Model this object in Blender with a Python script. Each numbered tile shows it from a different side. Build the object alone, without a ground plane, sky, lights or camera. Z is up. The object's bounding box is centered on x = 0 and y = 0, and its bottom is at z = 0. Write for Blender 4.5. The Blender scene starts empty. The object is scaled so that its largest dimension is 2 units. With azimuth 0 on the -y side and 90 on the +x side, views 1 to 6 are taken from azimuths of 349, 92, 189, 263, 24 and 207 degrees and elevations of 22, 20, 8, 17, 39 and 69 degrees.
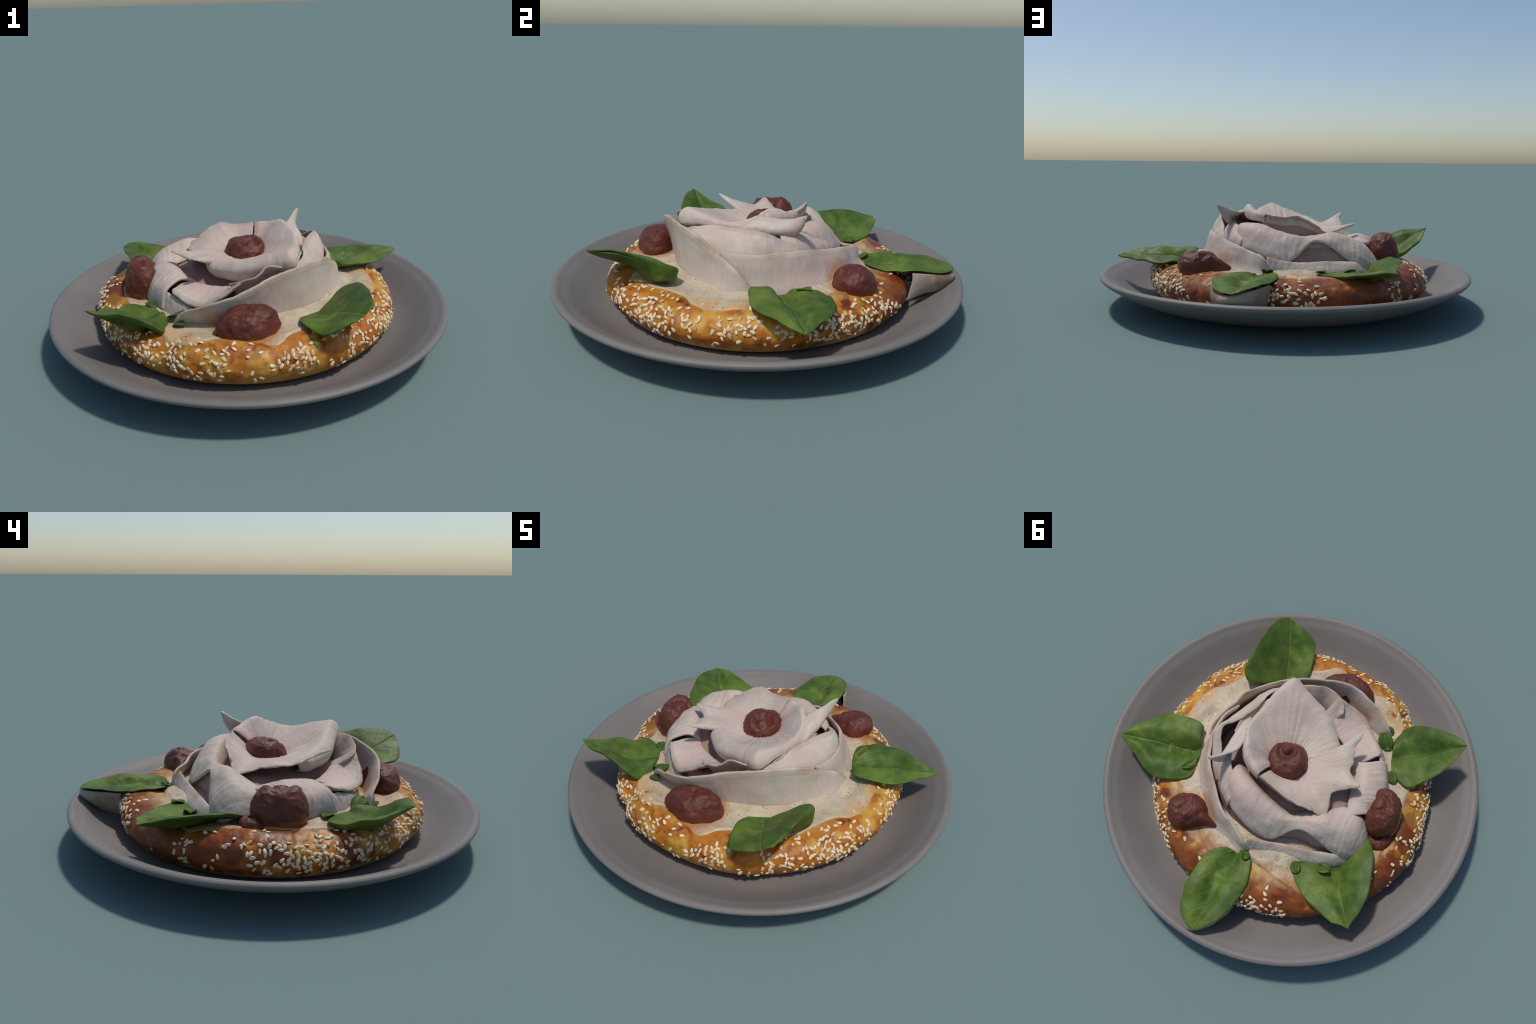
import bpy, math, random
import numpy as np
from mathutils import Vector, Matrix

rng = np.random.default_rng(7)
random.seed(7)

# ------------------------------------------------------------------ noise
def _hash(i, j, k, s):
    h = (i * 374761393 + j * 668265263 + k * 2147483647 + s * 974634277) & 0xFFFFFFFF
    h = ((h ^ (h >> 13)) * 1274126177) & 0xFFFFFFFF
    return ((h ^ (h >> 16)) & 0xFFFF) / 65535.0

def noise3(p, freq, seed=0):
    """smooth value noise in -1..1 for an (n,3) array"""
    q = np.asarray(p, float) * freq + 100.0
    i = np.floor(q).astype(np.int64)
    f = q - i
    f = f * f * (3 - 2 * f)
    r = 0
    for a in (0, 1):
        for b in (0, 1):
            for c in (0, 1):
                w = (f[:, 0] if a else 1 - f[:, 0]) * (f[:, 1] if b else 1 - f[:, 1]) * (f[:, 2] if c else 1 - f[:, 2])
                r = r + w * _hash(i[:, 0] + a, i[:, 1] + b, i[:, 2] + c, seed)
    return r * 2 - 1

def fbm(p, freq, octaves=3, seed=0):
    r, amp = 0, 1.0
    for o in range(octaves):
        r = r + amp * noise3(p, freq * 2 ** o, seed + o)
        amp *= 0.5
    return r / 1.75

def smooth(a, b, x):
    t = np.clip((x - a) / (b - a), 0, 1)
    return t * t * (3 - 2 * t)

# ------------------------------------------------------------------ splines
def spline(pts, n, closed=False, lin=0.0):
    """Catmull-Rom through pts (m,3) -> (n,3); lin blends to straight segments"""
    P = np.asarray(pts, float)
    m = len(P)
    t = np.linspace(0, m if closed else m - 1, n, endpoint=not closed)
    i = np.minimum(np.floor(t).astype(int), (m - 1) if closed else (m - 2))
    f = (t - i)[:, None]
    def g(k):
        if closed:
            return P[k % m]
        k2 = np.clip(k, 0, m - 1)
        r = P[k2].copy()
        lo, hi = k < 0, k > m - 1
        r[lo] = 2 * P[0] - P[1]
        r[hi] = 2 * P[-1] - P[-2]
        return r
    a, b, c, d = g(i - 1), g(i), g(i + 1), g(i + 2)
    cr = 0.5 * ((2 * b) + (-a + c) * f + (2 * a - 5 * b + 4 * c - d) * f ** 2 + (-a + 3 * b - 3 * c + d) * f ** 3)
    return cr * (1 - lin) + (b * (1 - f) + c * f) * lin

def loft(rows, nu, nv, lin=0.0):
    """rows: list of control rows (foot ... edge), each a list of points -> (nv,nu,3)"""
    R = np.array([spline(r, nu, lin=lin) for r in rows])
    return np.stack([spline(R[:, j], nv) for j in range(nu)], 1)

def normals(S):
    du = np.gradient(S, axis=1)
    dv = np.gradient(S, axis=0)
    n = np.cross(du, dv)
    return n / (np.linalg.norm(n, axis=2, keepdims=True) + 1e-9)

# ------------------------------------------------------------------ object helpers
def mesh_obj(name, verts, faces, mat, parent=None, smooth_shade=True, mats=None, idx=None):
    me = bpy.data.meshes.new(name)
    me.from_pydata([tuple(map(float, v)) for v in verts], [], [tuple(int(i) for i in f) for f in faces])
    for m in (mats or [mat]):
        me.materials.append(m)
    if idx is not None:
        me.polygons.foreach_set("material_index", np.asarray(idx, np.int32))
    if smooth_shade:
        me.polygons.foreach_set("use_smooth", [True] * len(me.polygons))
    me.validate()
    me.update()
    ob = bpy.data.objects.new(name, me)
    bpy.context.scene.collection.objects.link(ob)
    if parent is not None:
        ob.parent = parent
    return ob

def sheet_mesh(S, thick, edge_thin=0.35, band=4):
    """closed solid around the surface grid S (nv,nu,3): rounded, thinner rim.
    returns verts, faces, rim distance (grid steps from the nearest free edge) per face"""
    nv, nu, _ = S.shape
    n = normals(S)
    vi, ui = np.meshgrid(np.arange(nv), np.arange(nu), indexing="ij")
    d = np.minimum(np.minimum(ui, nu - 1 - ui), np.minimum(vi, nv - 1 - vi))
    t = thick * (edge_thin + (1 - edge_thin) * np.sqrt(np.clip(d / band, 0, 1)))
    top = S + n * (t / 2)[..., None]
    bot = S - n * (t / 2)[..., None]
    V = np.concatenate([top.reshape(-1, 3), bot.reshape(-1, 3)])
    N = nv * nu
    F, D = [], []
    for v in range(nv - 1):
        for u in range(nu - 1):
            a, b, c, e = v * nu + u, v * nu + u + 1, (v + 1) * nu + u + 1, (v + 1) * nu + u
            F.append((a, b, c, e)); F.append((N + e, N + c, N + b, N + a))
            k = nv - 2 - v          # rows away from the free (last) row
            D += [k, k]
    loop = [(0, u) for u in range(nu)] + [(v, nu - 1) for v in range(1, nv)] + \
           [(nv - 1, u) for u in range(nu - 2, -1, -1)] + [(v, 0) for v in range(nv - 2, 0, -1)]
    L = [v * nu + u for v, u in loop]
    for i in range(len(L)):
        a, b = L[i], L[(i + 1) % len(L)]
        F.append((b, a, N + a, N + b))
        D.append(0 if loop[i][0] == nv - 1 else 3)
    return V, F, np.array(D)

# ------------------------------------------------------------------ materials
class M:
    def __init__(self, name, rough=0.5, spec=0.4):
        self.mat = bpy.data.materials.new(name)
        self.mat.use_nodes = True
        self.nt = self.mat.node_tree
        self.b = self.nt.nodes["Principled BSDF"]
        self.b.inputs["Roughness"].default_value = rough
        self.b.inputs["Specular IOR Level"].default_value = spec
        self.co = self.nt.nodes.new("ShaderNodeTexCoord").outputs["Object"]
    def new(self, t, **k):
        n = self.nt.nodes.new(t)
        for a, v in k.items():
            setattr(n, a, v)
        return n
    def link(self, a, b):
        self.nt.links.new(a, b)
    def val(self, sock, v):
        if isinstance(v, (int, float)):
            sock.default_value = v
        else:
            self.link(v, sock)
    def map(self, scale=(1, 1, 1), rot=(0, 0, 0), loc=(0, 0, 0)):
        n = self.new("ShaderNodeMapping")
        n.inputs["Scale"].default_value = scale
        n.inputs["Rotation"].default_value = rot
        n.inputs["Location"].default_value = loc
        self.link(self.co, n.inputs["Vector"])
        return n.outputs["Vector"]
    def noise(self, scale, detail=3, rough=0.55, vec=None, dist=0.0):
        n = self.new("ShaderNodeTexNoise")
        n.inputs["Scale"].default_value = scale
        n.inputs["Detail"].default_value = detail
        n.inputs["Roughness"].default_value = rough
        n.inputs["Distortion"].default_value = dist
        self.link(vec or self.co, n.inputs["Vector"])
        return n.outputs["Fac"]
    def voronoi(self, scale, vec=None, feature="F1", rnd=1.0):
        n = self.new("ShaderNodeTexVoronoi", feature=feature)
        n.inputs["Scale"].default_value = scale
        n.inputs["Randomness"].default_value = rnd
        self.link(vec or self.co, n.inputs["Vector"])
        return n.outputs["Distance"]
    def ramp(self, fac, stops, interp="LINEAR"):
        n = self.new("ShaderNodeValToRGB")
        n.color_ramp.interpolation = interp
        e = n.color_ramp.elements
        while len(e) < len(stops):
            e.new(0.5)
        for el, (p, c) in zip(e, stops):
            el.position = p
            el.color = (c, c, c, 1) if isinstance(c, (int, float)) else (*c, 1)
        self.val(n.inputs["Fac"], fac)
        return n.outputs["Color"]
    def mix(self, fac, a, b, mode="MIX"):
        n = self.new("ShaderNodeMix", data_type="RGBA", blend_type=mode)
        self.val(n.inputs[0], fac)
        for s, v in ((n.inputs[6], a), (n.inputs[7], b)):
            if isinstance(v, tuple):
                s.default_value = (*v, 1)
            else:
                self.link(v, s)
        return n.outputs[2]
    def math(self, op, a, b=0.0, c=0.0):
        n = self.new("ShaderNodeMath", operation=op)
        self.val(n.inputs[0], a); self.val(n.inputs[1], b); self.val(n.inputs[2], c)
        return n.outputs[0]
    def xyz(self, vec=None):
        n = self.new("ShaderNodeSeparateXYZ")
        self.link(vec or self.co, n.inputs[0])
        return n.outputs
    def bump(self, h, strength=0.3, dist=0.01):
        n = self.new("ShaderNodeBump")
        n.inputs["Strength"].default_value = strength
        n.inputs["Distance"].default_value = dist
        self.link(h, n.inputs["Height"])
        self.link(n.outputs["Normal"], self.b.inputs["Normal"])
    def color(self, c):
        if isinstance(c, tuple):
            self.b.inputs["Base Color"].default_value = (*c, 1)
        else:
            self.link(c, self.b.inputs["Base Color"])
        return self.mat

def mat_plate():
    m = M("stoneware", 0.55, 0.35)
    n = m.noise(3.5, 4)
    c = m.mix(m.ramp(n, [(0.3, 0.0), (0.7, 1.0)]), (0.176, 0.158, 0.144), (0.205, 0.184, 0.168))
    fine = m.noise(140, 2)
    m.bump(fine, 0.08, 0.002)
    return m.color(c)

def mat_crust():
    m = M("baked_crust", 0.42, 0.28)
    x, y, z = m.xyz()
    big = m.noise(5.5, 4, 0.6, dist=0.4)
    mid = m.noise(13, 4, 0.6, dist=0.6)
    gold = m.mix(m.ramp(mid, [(0.35, 0.0), (0.65, 1.0)]), (0.49, 0.190, 0.019), (0.34, 0.088, 0.009))
    brown = m.mix(m.ramp(mid, [(0.4, 0.0), (0.7, 1.0)]), (0.27, 0.068, 0.012), (0.095, 0.020, 0.009))
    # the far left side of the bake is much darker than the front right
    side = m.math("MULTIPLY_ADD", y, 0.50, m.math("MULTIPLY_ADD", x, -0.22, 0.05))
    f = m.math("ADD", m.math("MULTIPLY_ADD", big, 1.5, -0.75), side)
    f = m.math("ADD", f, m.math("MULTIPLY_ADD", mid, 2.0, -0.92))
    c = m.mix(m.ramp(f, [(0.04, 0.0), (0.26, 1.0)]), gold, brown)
    deep = m.noise(9, 4, 0.65, vec=m.map(loc=(7, 1, 3)), dist=0.8)
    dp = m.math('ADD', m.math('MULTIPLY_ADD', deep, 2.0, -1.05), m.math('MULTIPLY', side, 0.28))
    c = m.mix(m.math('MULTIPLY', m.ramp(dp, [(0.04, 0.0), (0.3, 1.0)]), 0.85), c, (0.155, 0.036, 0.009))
    yl = m.noise(8, 3, 0.5, vec=m.map(loc=(4, 4, 4)))
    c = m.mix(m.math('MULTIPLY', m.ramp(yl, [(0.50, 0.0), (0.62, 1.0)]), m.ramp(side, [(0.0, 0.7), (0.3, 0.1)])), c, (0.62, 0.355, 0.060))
    # pale unbaked dough just above the plate
    zz = m.math("ADD", z, m.math("MULTIPLY_ADD", mid, 0.08, -0.04))
    c = m.mix(m.ramp(zz, [(0.022, 1.0), (0.052, 0.0)]), c, (0.50, 0.35, 0.14))
    # inner side: stained with pale cream in patches
    r = m.math("SQRT", m.math("ADD", m.math("MULTIPLY", x, x), m.math("MULTIPLY", y, y)))
    rr = m.math("ADD", r, m.math("MULTIPLY_ADD", big, 0.22, -0.11))
    c = m.mix(m.math("MULTIPLY", m.ramp(rr, [(0.56, 1.0), (0.635, 0.0)]), 0.65), c, (0.60, 0.41, 0.15))
    sp = m.noise(34, 3, 0.6)
    c = m.mix(m.math('MULTIPLY', m.ramp(sp, [(0.58, 0.0), (0.7, 1.0)]), 0.55), c, (0.20, 0.05, 0.012))
    m.bump(m.noise(48, 4), 0.4, 0.006)
    return m.color(c)

def mat_cream():
    m = M("peppered_cream", 0.45, 0.28)
    x, y, z = m.xyz()
    n = m.noise(9, 4, 0.6)
    c = m.mix(m.ramp(n, [(0.35, 0.0), (0.7, 1.0)]), (0.47, 0.375, 0.255), (0.60, 0.505, 0.375))
    r = m.math("SQRT", m.math("ADD", m.math("MULTIPLY", x, x), m.math("MULTIPLY", y, y)))
    side = m.math("MULTIPLY", y, 0.06)
    rr = m.math("ADD", m.math("ADD", r, side), m.math("MULTIPLY_ADD", m.noise(7, 4, 0.6, dist=0.5), 0.3, -0.15))
    c = m.mix(m.math("MULTIPLY", m.ramp(rr, [(0.55, 0.0), (0.64, 1.0)]), 0.7), c, (0.58, 0.31, 0.08))
    rb = m.math("ADD", rr, m.math("MULTIPLY", y, 0.10))
    c = m.mix(m.math("MULTIPLY", m.ramp(rb, [(0.62, 0.0), (0.70, 1.0)]), 0.75), c, (0.26, 0.09, 0.03))
    for (sx, sy), rad in (((-.10, -.505), .158), ((.374, .448), .125), ((-.532, .05), .135)):
        dn = m.new("ShaderNodeVectorMath", operation="DISTANCE")
        m.link(m.map(scale=(1, 1, 0)), dn.inputs[0])
        dn.inputs[1].default_value = (sx, sy, 0)
        dd = m.math("ADD", dn.outputs["Value"], m.math("MULTIPLY_ADD", m.noise(16, 3), 0.09, -0.045))
        c = m.mix(m.math("MULTIPLY", m.ramp(dd, [(rad - .03, 1.0), (rad + .015, 0.0)]), 0.7), c, (0.42, 0.13, 0.022))
    sm = m.noise(15, 4, 0.6, vec=m.map(scale=(1.0, 2.2, 1.0), rot=(0, 0, 0.7)))
    c = m.mix(m.math('MULTIPLY', m.ramp(sm, [(0.58, 0.0), (0.7, 1.0)]), 0.5), c, (0.30, 0.235, 0.16))
    # pepper flecks
    v = m.voronoi(46)
    k = m.noise(30, 2)
    fl = m.math("MULTIPLY", m.ramp(v, [(0.12, 1.0), (0.2, 0.0)]), m.ramp(k, [(0.47, 0.0), (0.52, 1.0)]))
    c = m.mix(m.math("MULTIPLY", fl, 0.85), c, (0.06, 0.05, 0.045))
    v2 = m.voronoi(110)
    k2 = m.noise(26, 2, vec=m.map(loc=(3, 1, 2)))
    fl2 = m.math("MULTIPLY", m.ramp(v2, [(0.12, 1.0), (0.2, 0.0)]), m.ramp(k2, [(0.5, 0.0), (0.56, 1.0)]))
    c = m.mix(m.math("MULTIPLY", fl2, 0.6), c, (0.12, 0.09, 0.07))
    m.bump(m.noise(38, 4), 0.5, 0.008)
    return m.color(c)

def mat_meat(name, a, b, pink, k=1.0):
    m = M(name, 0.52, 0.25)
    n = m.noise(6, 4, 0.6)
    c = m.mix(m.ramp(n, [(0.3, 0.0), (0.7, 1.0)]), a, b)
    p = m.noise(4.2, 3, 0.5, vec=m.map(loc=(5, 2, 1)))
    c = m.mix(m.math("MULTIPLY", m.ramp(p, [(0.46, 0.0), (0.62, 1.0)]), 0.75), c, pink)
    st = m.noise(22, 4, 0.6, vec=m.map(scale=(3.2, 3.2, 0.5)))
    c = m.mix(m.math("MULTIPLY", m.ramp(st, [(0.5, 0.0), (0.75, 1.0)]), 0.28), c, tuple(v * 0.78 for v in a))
    v = m.voronoi(34)
    kf = m.noise(14, 2)
    fl = m.math("MULTIPLY", m.ramp(v, [(0.07, 1.0), (0.12, 0.0)]), m.ramp(kf, [(0.62, 0.0), (0.66, 1.0)]))
    c = m.mix(m.math("MULTIPLY", fl, 0.6), c, (0.10, 0.07, 0.055))
    # tomato oil creeping up next to the dollops
    for (sx, sy, sz), rad in (((.31, .40, .19), .11), ((-.23, -.44, .19), .09), ((-.005, .036, .335), .118), ((-.47, .06, .24), .07)):
        dn = m.new("ShaderNodeVectorMath", operation="DISTANCE")
        m.link(m.co, dn.inputs[0])
        dn.inputs[1].default_value = (sx, sy, sz)
        dd = m.math("ADD", dn.outputs["Value"], m.math("MULTIPLY_ADD", n, 0.16, -0.08))
        g = m.ramp(dd, [(max(rad - .035, 0), 1.0), (rad, 0.0)])
        c = m.mix(m.math("MULTIPLY", g, 0.55), c, (0.46, 0.17, 0.035))
    m.bump(st, 0.4, 0.006)
    m.b.inputs["Subsurface Weight"].default_value = 0.08
    m.b.inputs["Subsurface Radius"].default_value = (0.02, 0.01, 0.008)
    return m.color(c)

def mat_meat_edge(name, f):
    m = M(name, 0.55, 0.3)
    n = m.noise(11, 4, 0.6)
    c = m.mix(m.ramp(n, [(0.35, 0.0), (0.66, 1.0)]),
              tuple(p * (1 - f) + q * f for p, q in zip((0.50, 0.41, 0.345), (0.33, 0.215, 0.115))),
              tuple(p * (1 - f) + q * f for p, q in zip((0.50, 0.41, 0.345), (0.52, 0.385, 0.255))))
    pa = m.noise(6.5, 3, 0.5, vec=m.map(loc=(9, 4, 2)))
    c = m.mix(m.ramp(pa, [(0.42, 1.0), (0.62, 0.0)]), c, (0.55, 0.46, 0.385))
    m.bump(m.noise(50, 3), 0.2, 0.004)
    return m.color(c)

def mat_sauce():
    m = M("tomato_paste", 0.42, 0.35)
    n = m.noise(14, 4, 0.6)
    c = m.mix(m.ramp(n, [(0.3, 0.0), (0.7, 1.0)]), (0.085, 0.019, 0.011), (0.150, 0.037, 0.021))
    k = m.noise(60, 3, 0.6)
    c = m.mix(m.math("MULTIPLY", m.ramp(k, [(0.62, 0.0), (0.75, 1.0)]), 0.5), c, (0.27, 0.12, 0.085))
    x, y, z = m.xyz()
    low = m.math("ADD", z, m.math("MULTIPLY_ADD", n, 0.05, -0.025))
    c = m.mix(m.math("MULTIPLY", m.ramp(low, [(0.012, 1.0), (0.03, 0.0)]), 0.7), c, (0.30, 0.085, 0.018))
    m.bump(m.noise(40, 5, 0.65), 0.7, 0.009)
    return m.color(c)

def mat_leaf():
    m = M("basil_green", 0.5, 0.22)
    x, y, z = m.xyz()
    n = m.noise(9, 4, 0.6)
    c = m.mix(m.ramp(n, [(0.3, 0.0), (0.7, 1.0)]), (0.040, 0.082, 0.012), (0.150, 0.222, 0.034))
    dk = m.noise(5.5, 3, 0.6, vec=m.map(loc=(1, 3, 5)))
    c = m.mix(m.math('MULTIPLY', m.ramp(dk, [(0.5, 0.0), (0.66, 1.0)]), 0.55), c, (0.035, 0.075, 0.014))
    ay = m.math("ABSOLUTE", y)
    # side veins sweep from the midrib towards the tip
    ph = m.math("MULTIPLY_ADD", m.math("POWER", ay, 0.8), -1.0, x)
    ph = m.math("ADD", ph, m.math("MULTIPLY_ADD", n, 0.10, -0.05))
    w = m.math("ABSOLUTE", m.math("SUBTRACT", m.math("FRACT", m.math("MULTIPLY", ph, 9.0)), 0.5))
    vein = m.ramp(w, [(0.0, 1.0), (0.07, 0.0)])
    rib = m.ramp(ay, [(0.001, 1.0), (0.006, 0.0)])
    vv = m.math("MAXIMUM", m.math("MULTIPLY", m.math("MULTIPLY", vein, 0.5), m.ramp(dk, [(0.4, 1.0), (0.6, 0.2)])), rib)
    c = m.mix(m.math("MULTIPLY", vv, 0.28), c, (0.20, 0.28, 0.085))
    m.bump(m.math("ADD", m.math("MULTIPLY", vv, -0.6), m.noise(16, 4)), 0.5, 0.01)
    m.color(c)
    tr = m.new("ShaderNodeBsdfTranslucent")
    m.link(c, tr.inputs["Color"])
    mx = m.new("ShaderNodeMixShader")
    mx.inputs[0].default_value = 0.06
    m.link(m.b.outputs[0], mx.inputs[1]); m.link(tr.outputs[0], mx.inputs[2])
    m.link(mx.outputs[0], m.nt.nodes["Material Output"].inputs["Surface"])
    return m.mat

def mat_seed():
    m = M("toasted_seed", 0.4, 0.4)
    oi = m.new("ShaderNodeObjectInfo").outputs["Random"]
    n = m.noise(7, 2)
    f = m.math("ADD", m.math("MULTIPLY", oi, 0.55), m.math("MULTIPLY", n, 0.5))
    c = m.ramp(f, [(0.2, (0.76, 0.64, 0.42)), (0.55, (0.68, 0.51, 0.28)), (0.95, (0.52, 0.31, 0.11))])
    return m.color(c)

def mat_drip():
    m = M("dried_cream", 0.5, 0.3)
    n = m.noise(8, 4, 0.6)
    c = m.mix(m.ramp(n, [(0.35, 0.0), (0.65, 1.0)]), (0.40, 0.34, 0.26), (0.27, 0.235, 0.19))
    b = m.noise(5, 3, 0.5, vec=m.map(loc=(2, 7, 1)))
    c = m.mix(m.math("MULTIPLY", m.ramp(b, [(0.5, 0.0), (0.62, 1.0)]), 0.7), c, (0.20, 0.10, 0.035))
    return m.color(c)

PLATE, CRUST, CREAM, SAUCE, LEAF, SEED, DRIP = mat_plate(), mat_crust(), mat_cream(), mat_sauce(), mat_leaf(), mat_seed(), mat_drip()
MEAT = mat_meat("poultry_slice", (0.51, 0.41, 0.335), (0.64, 0.545, 0.46), (0.58, 0.42, 0.36))
MEAT_IN = mat_meat("poultry_darker_core", (0.33, 0.22, 0.175), (0.44, 0.32, 0.265), (0.36, 0.20, 0.155))
EDGE1, EDGE2 = mat_meat_edge("poultry_rind_light", 0.3), mat_meat_edge("poultry_rind", 0.7)

# ------------------------------------------------------------------ plate
def build_plate():
    prof = [(0.0, 0.046), (0.30, 0.046), (0.55, 0.047), (0.68, 0.050), (0.76, 0.060), (0.82, 0.085), (0.875, 0.121), (0.92, 0.152),
            (0.95, 0.167), (0.972, 0.178), (0.988, 0.179), (1.0, 0.170), (0.998, 0.159), (0.982, 0.145),
            (0.94, 0.118), (0.87, 0.080), (0.79, 0.046), (0.70, 0.020), (0.61, 0.006), (0.53, 0.0), (0.49, 0.003), (0.46, 0.010), (0.0, 0.012)]
    P = np.array([(r, 0, z) for r, z in prof])
    C = spline(P, 150, lin=0.0)
    C[:, 0] = np.clip(C[:, 0], 0, 1.0)
    C[:, 2] = np.maximum(C[:, 2], 0)
    nt = 240
    V, F = [(0, 0, C[0, 2])], []
    ring = C[1:-1]
    for r, _, z in ring:
        for k in range(nt):
            a = 2 * math.pi * k / nt
            V.append((r * math.cos(a), r * math.sin(a), z))
    V.append((0, 0, C[-1, 2]))
    last = len(V) - 1
    for k in range(nt):
        F.append((0, 1 + k, 1 + (k + 1) % nt))
    for i in range(len(ring) - 1):
        for k in range(nt):
            a, b = 1 + i * nt + k, 1 + i * nt + (k + 1) % nt
            F.append((a, a + nt, b + nt, b))
    o = 1 + (len(ring) - 1) * nt
    for k in range(nt):
        F.append((o + k, last, o + (k + 1) % nt))
    return mesh_obj("plate", V, F, PLATE)

plate = build_plate()
plate["label"] = "shallow round grey stoneware plate with rounded rim"
plate["category"] = "plate"

pizza = bpy.data.objects.new("topped_flatbread", None)
bpy.context.scene.collection.objects.link(pizza)
pizza.location = (0, 0, 0.05)
pizza["label"] = "round sesame crust flatbread with sliced poultry rose and basil"
pizza["category"] = "pizza"
PARTS = []
def part(name, V, F, mat, **k):
    V = np.asarray(V, float) - np.array([0, 0, 0.05])
    ob = mesh_obj(name, V, F, mat, parent=pizza, **k)
    PARTS.append(ob)
    return ob

# ------------------------------------------------------------------ crust
CX, CY = -0.013, 0.012
CRUST_PROF = [(0.30, 0.070), (0.60, 0.058), (0.672, 0.058), (0.705, 0.068), (0.730, 0.098), (0.744, 0.130), (0.742, 0.160), (0.727, 0.187),
              (0.699, 0.210), (0.658, 0.228), (0.610, 0.234), (0.565, 0.226), (0.51, 0.215), (0.42, 0.205), (0.30, 0.20)]
DENTS = [(.50, .135, .06, .030), (.57, .155, .06, .034), (.63, .175, .05, .014), (-.39, .35, .06, .040), (-.44, .41, .065, .048), (-.48, .465, .045, .018),
         (-.32, .46, .055, .036), (.05, .56, .045, .026), (.065, .63, .05, .030), (.072, .69, .04, .012), (-.56, -.33, .06, .014)]
def dent(x, y):
    """hollows pressed into dough and cream where leaves sit"""
    d = 0
    for cx, cy, w, h in DENTS:
        d = np.maximum(d, h * np.exp(-((x - cx) ** 2 + (y - cy) ** 2) / w ** 2))
    return d
def lump(a):
    """radius / height swelling of the rolled edge with azimuth (degrees)"""
    a = (np.asarray(a) + 180) % 360 - 180
    front = smooth(-130, -122, a) * (1 - smooth(-68, -62, a))
    h = 0.016 * front + 0.020 * np.exp(-((a - 162) / 24) ** 2) + 0.012 * np.exp(-((a - 118) / 12) ** 2)
    h = h - 0.022 * np.exp(-((a + 61) / 4.0) ** 2) - 0.018 * np.exp(-((a + 131) / 4.5) ** 2) - 0.012 * np.exp(-((a - 78) / 5) ** 2) - 0.012 * np.exp(-((a - 140) / 5) ** 2)
    return h + 0.008 * np.sin(np.radians(a * 5 + 40)) + 0.006 * np.sin(np.radians(a * 9))
def crust_point(a, s, prof=spline(np.array([(r, 0, z) for r, z in CRUST_PROF]), 400)):
    """a azimuth (rad, array), s 0..1 along the profile (array) -> points"""
    f = np.clip(s, 0, 1) * (len(prof) - 1)
    i = np.minimum(f.astype(int), len(prof) - 2)
    t = (f - i)[:, None]
    q = prof[i] * (1 - t) + prof[i + 1] * t
    d = np.degrees(a)
    l = lump(d)
    w = smooth(0.56, 0.66, q[:, 0]) * smooth(0.06, 0.13, q[:, 2])
    r = q[:, 0] + l * 0.45 * w + 0.004 * np.cos(a * 2 + 0.8)
    z = q[:, 2] + l * 0.9 * w * smooth(0.10, 0.2, q[:, 2])
    P = np.stack([CX + r * np.cos(a), CY + r * np.sin(a), z], 1)
    P[:, 2] -= dent(P[:, 0], P[:, 1]) * smooth(0.15, 0.2, q[:, 2])
    out = np.stack([np.cos(a), np.sin(a), 0.6 * np.ones_like(a)], 1)
    k = smooth(0.07, 0.12, q[:, 2])[:, None]
    P = P + out * k * (0.011 * fbm(P, 8, 3, 3) + 0.005 * fbm(P, 26, 2, 9))[:, None]
    return P
def build_crust():
    na, ns = 560, 110
    A, Sg = np.meshgrid(np.linspace(0, 2 * np.pi, na, endpoint=False), np.linspace(0, 1, ns), indexing="ij")
    V = crust_point(A.ravel(), Sg.ravel())
    F = []
    for i in range(na):
        j = (i + 1) % na
        for s in range(ns - 1):
            F.append((i * ns + s, j * ns + s, j * ns + s + 1, i * ns + s + 1))
        F.append((i * ns + ns - 1, j * ns + ns - 1, j * ns, i * ns))
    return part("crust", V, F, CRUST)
crust = build_crust()

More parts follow.
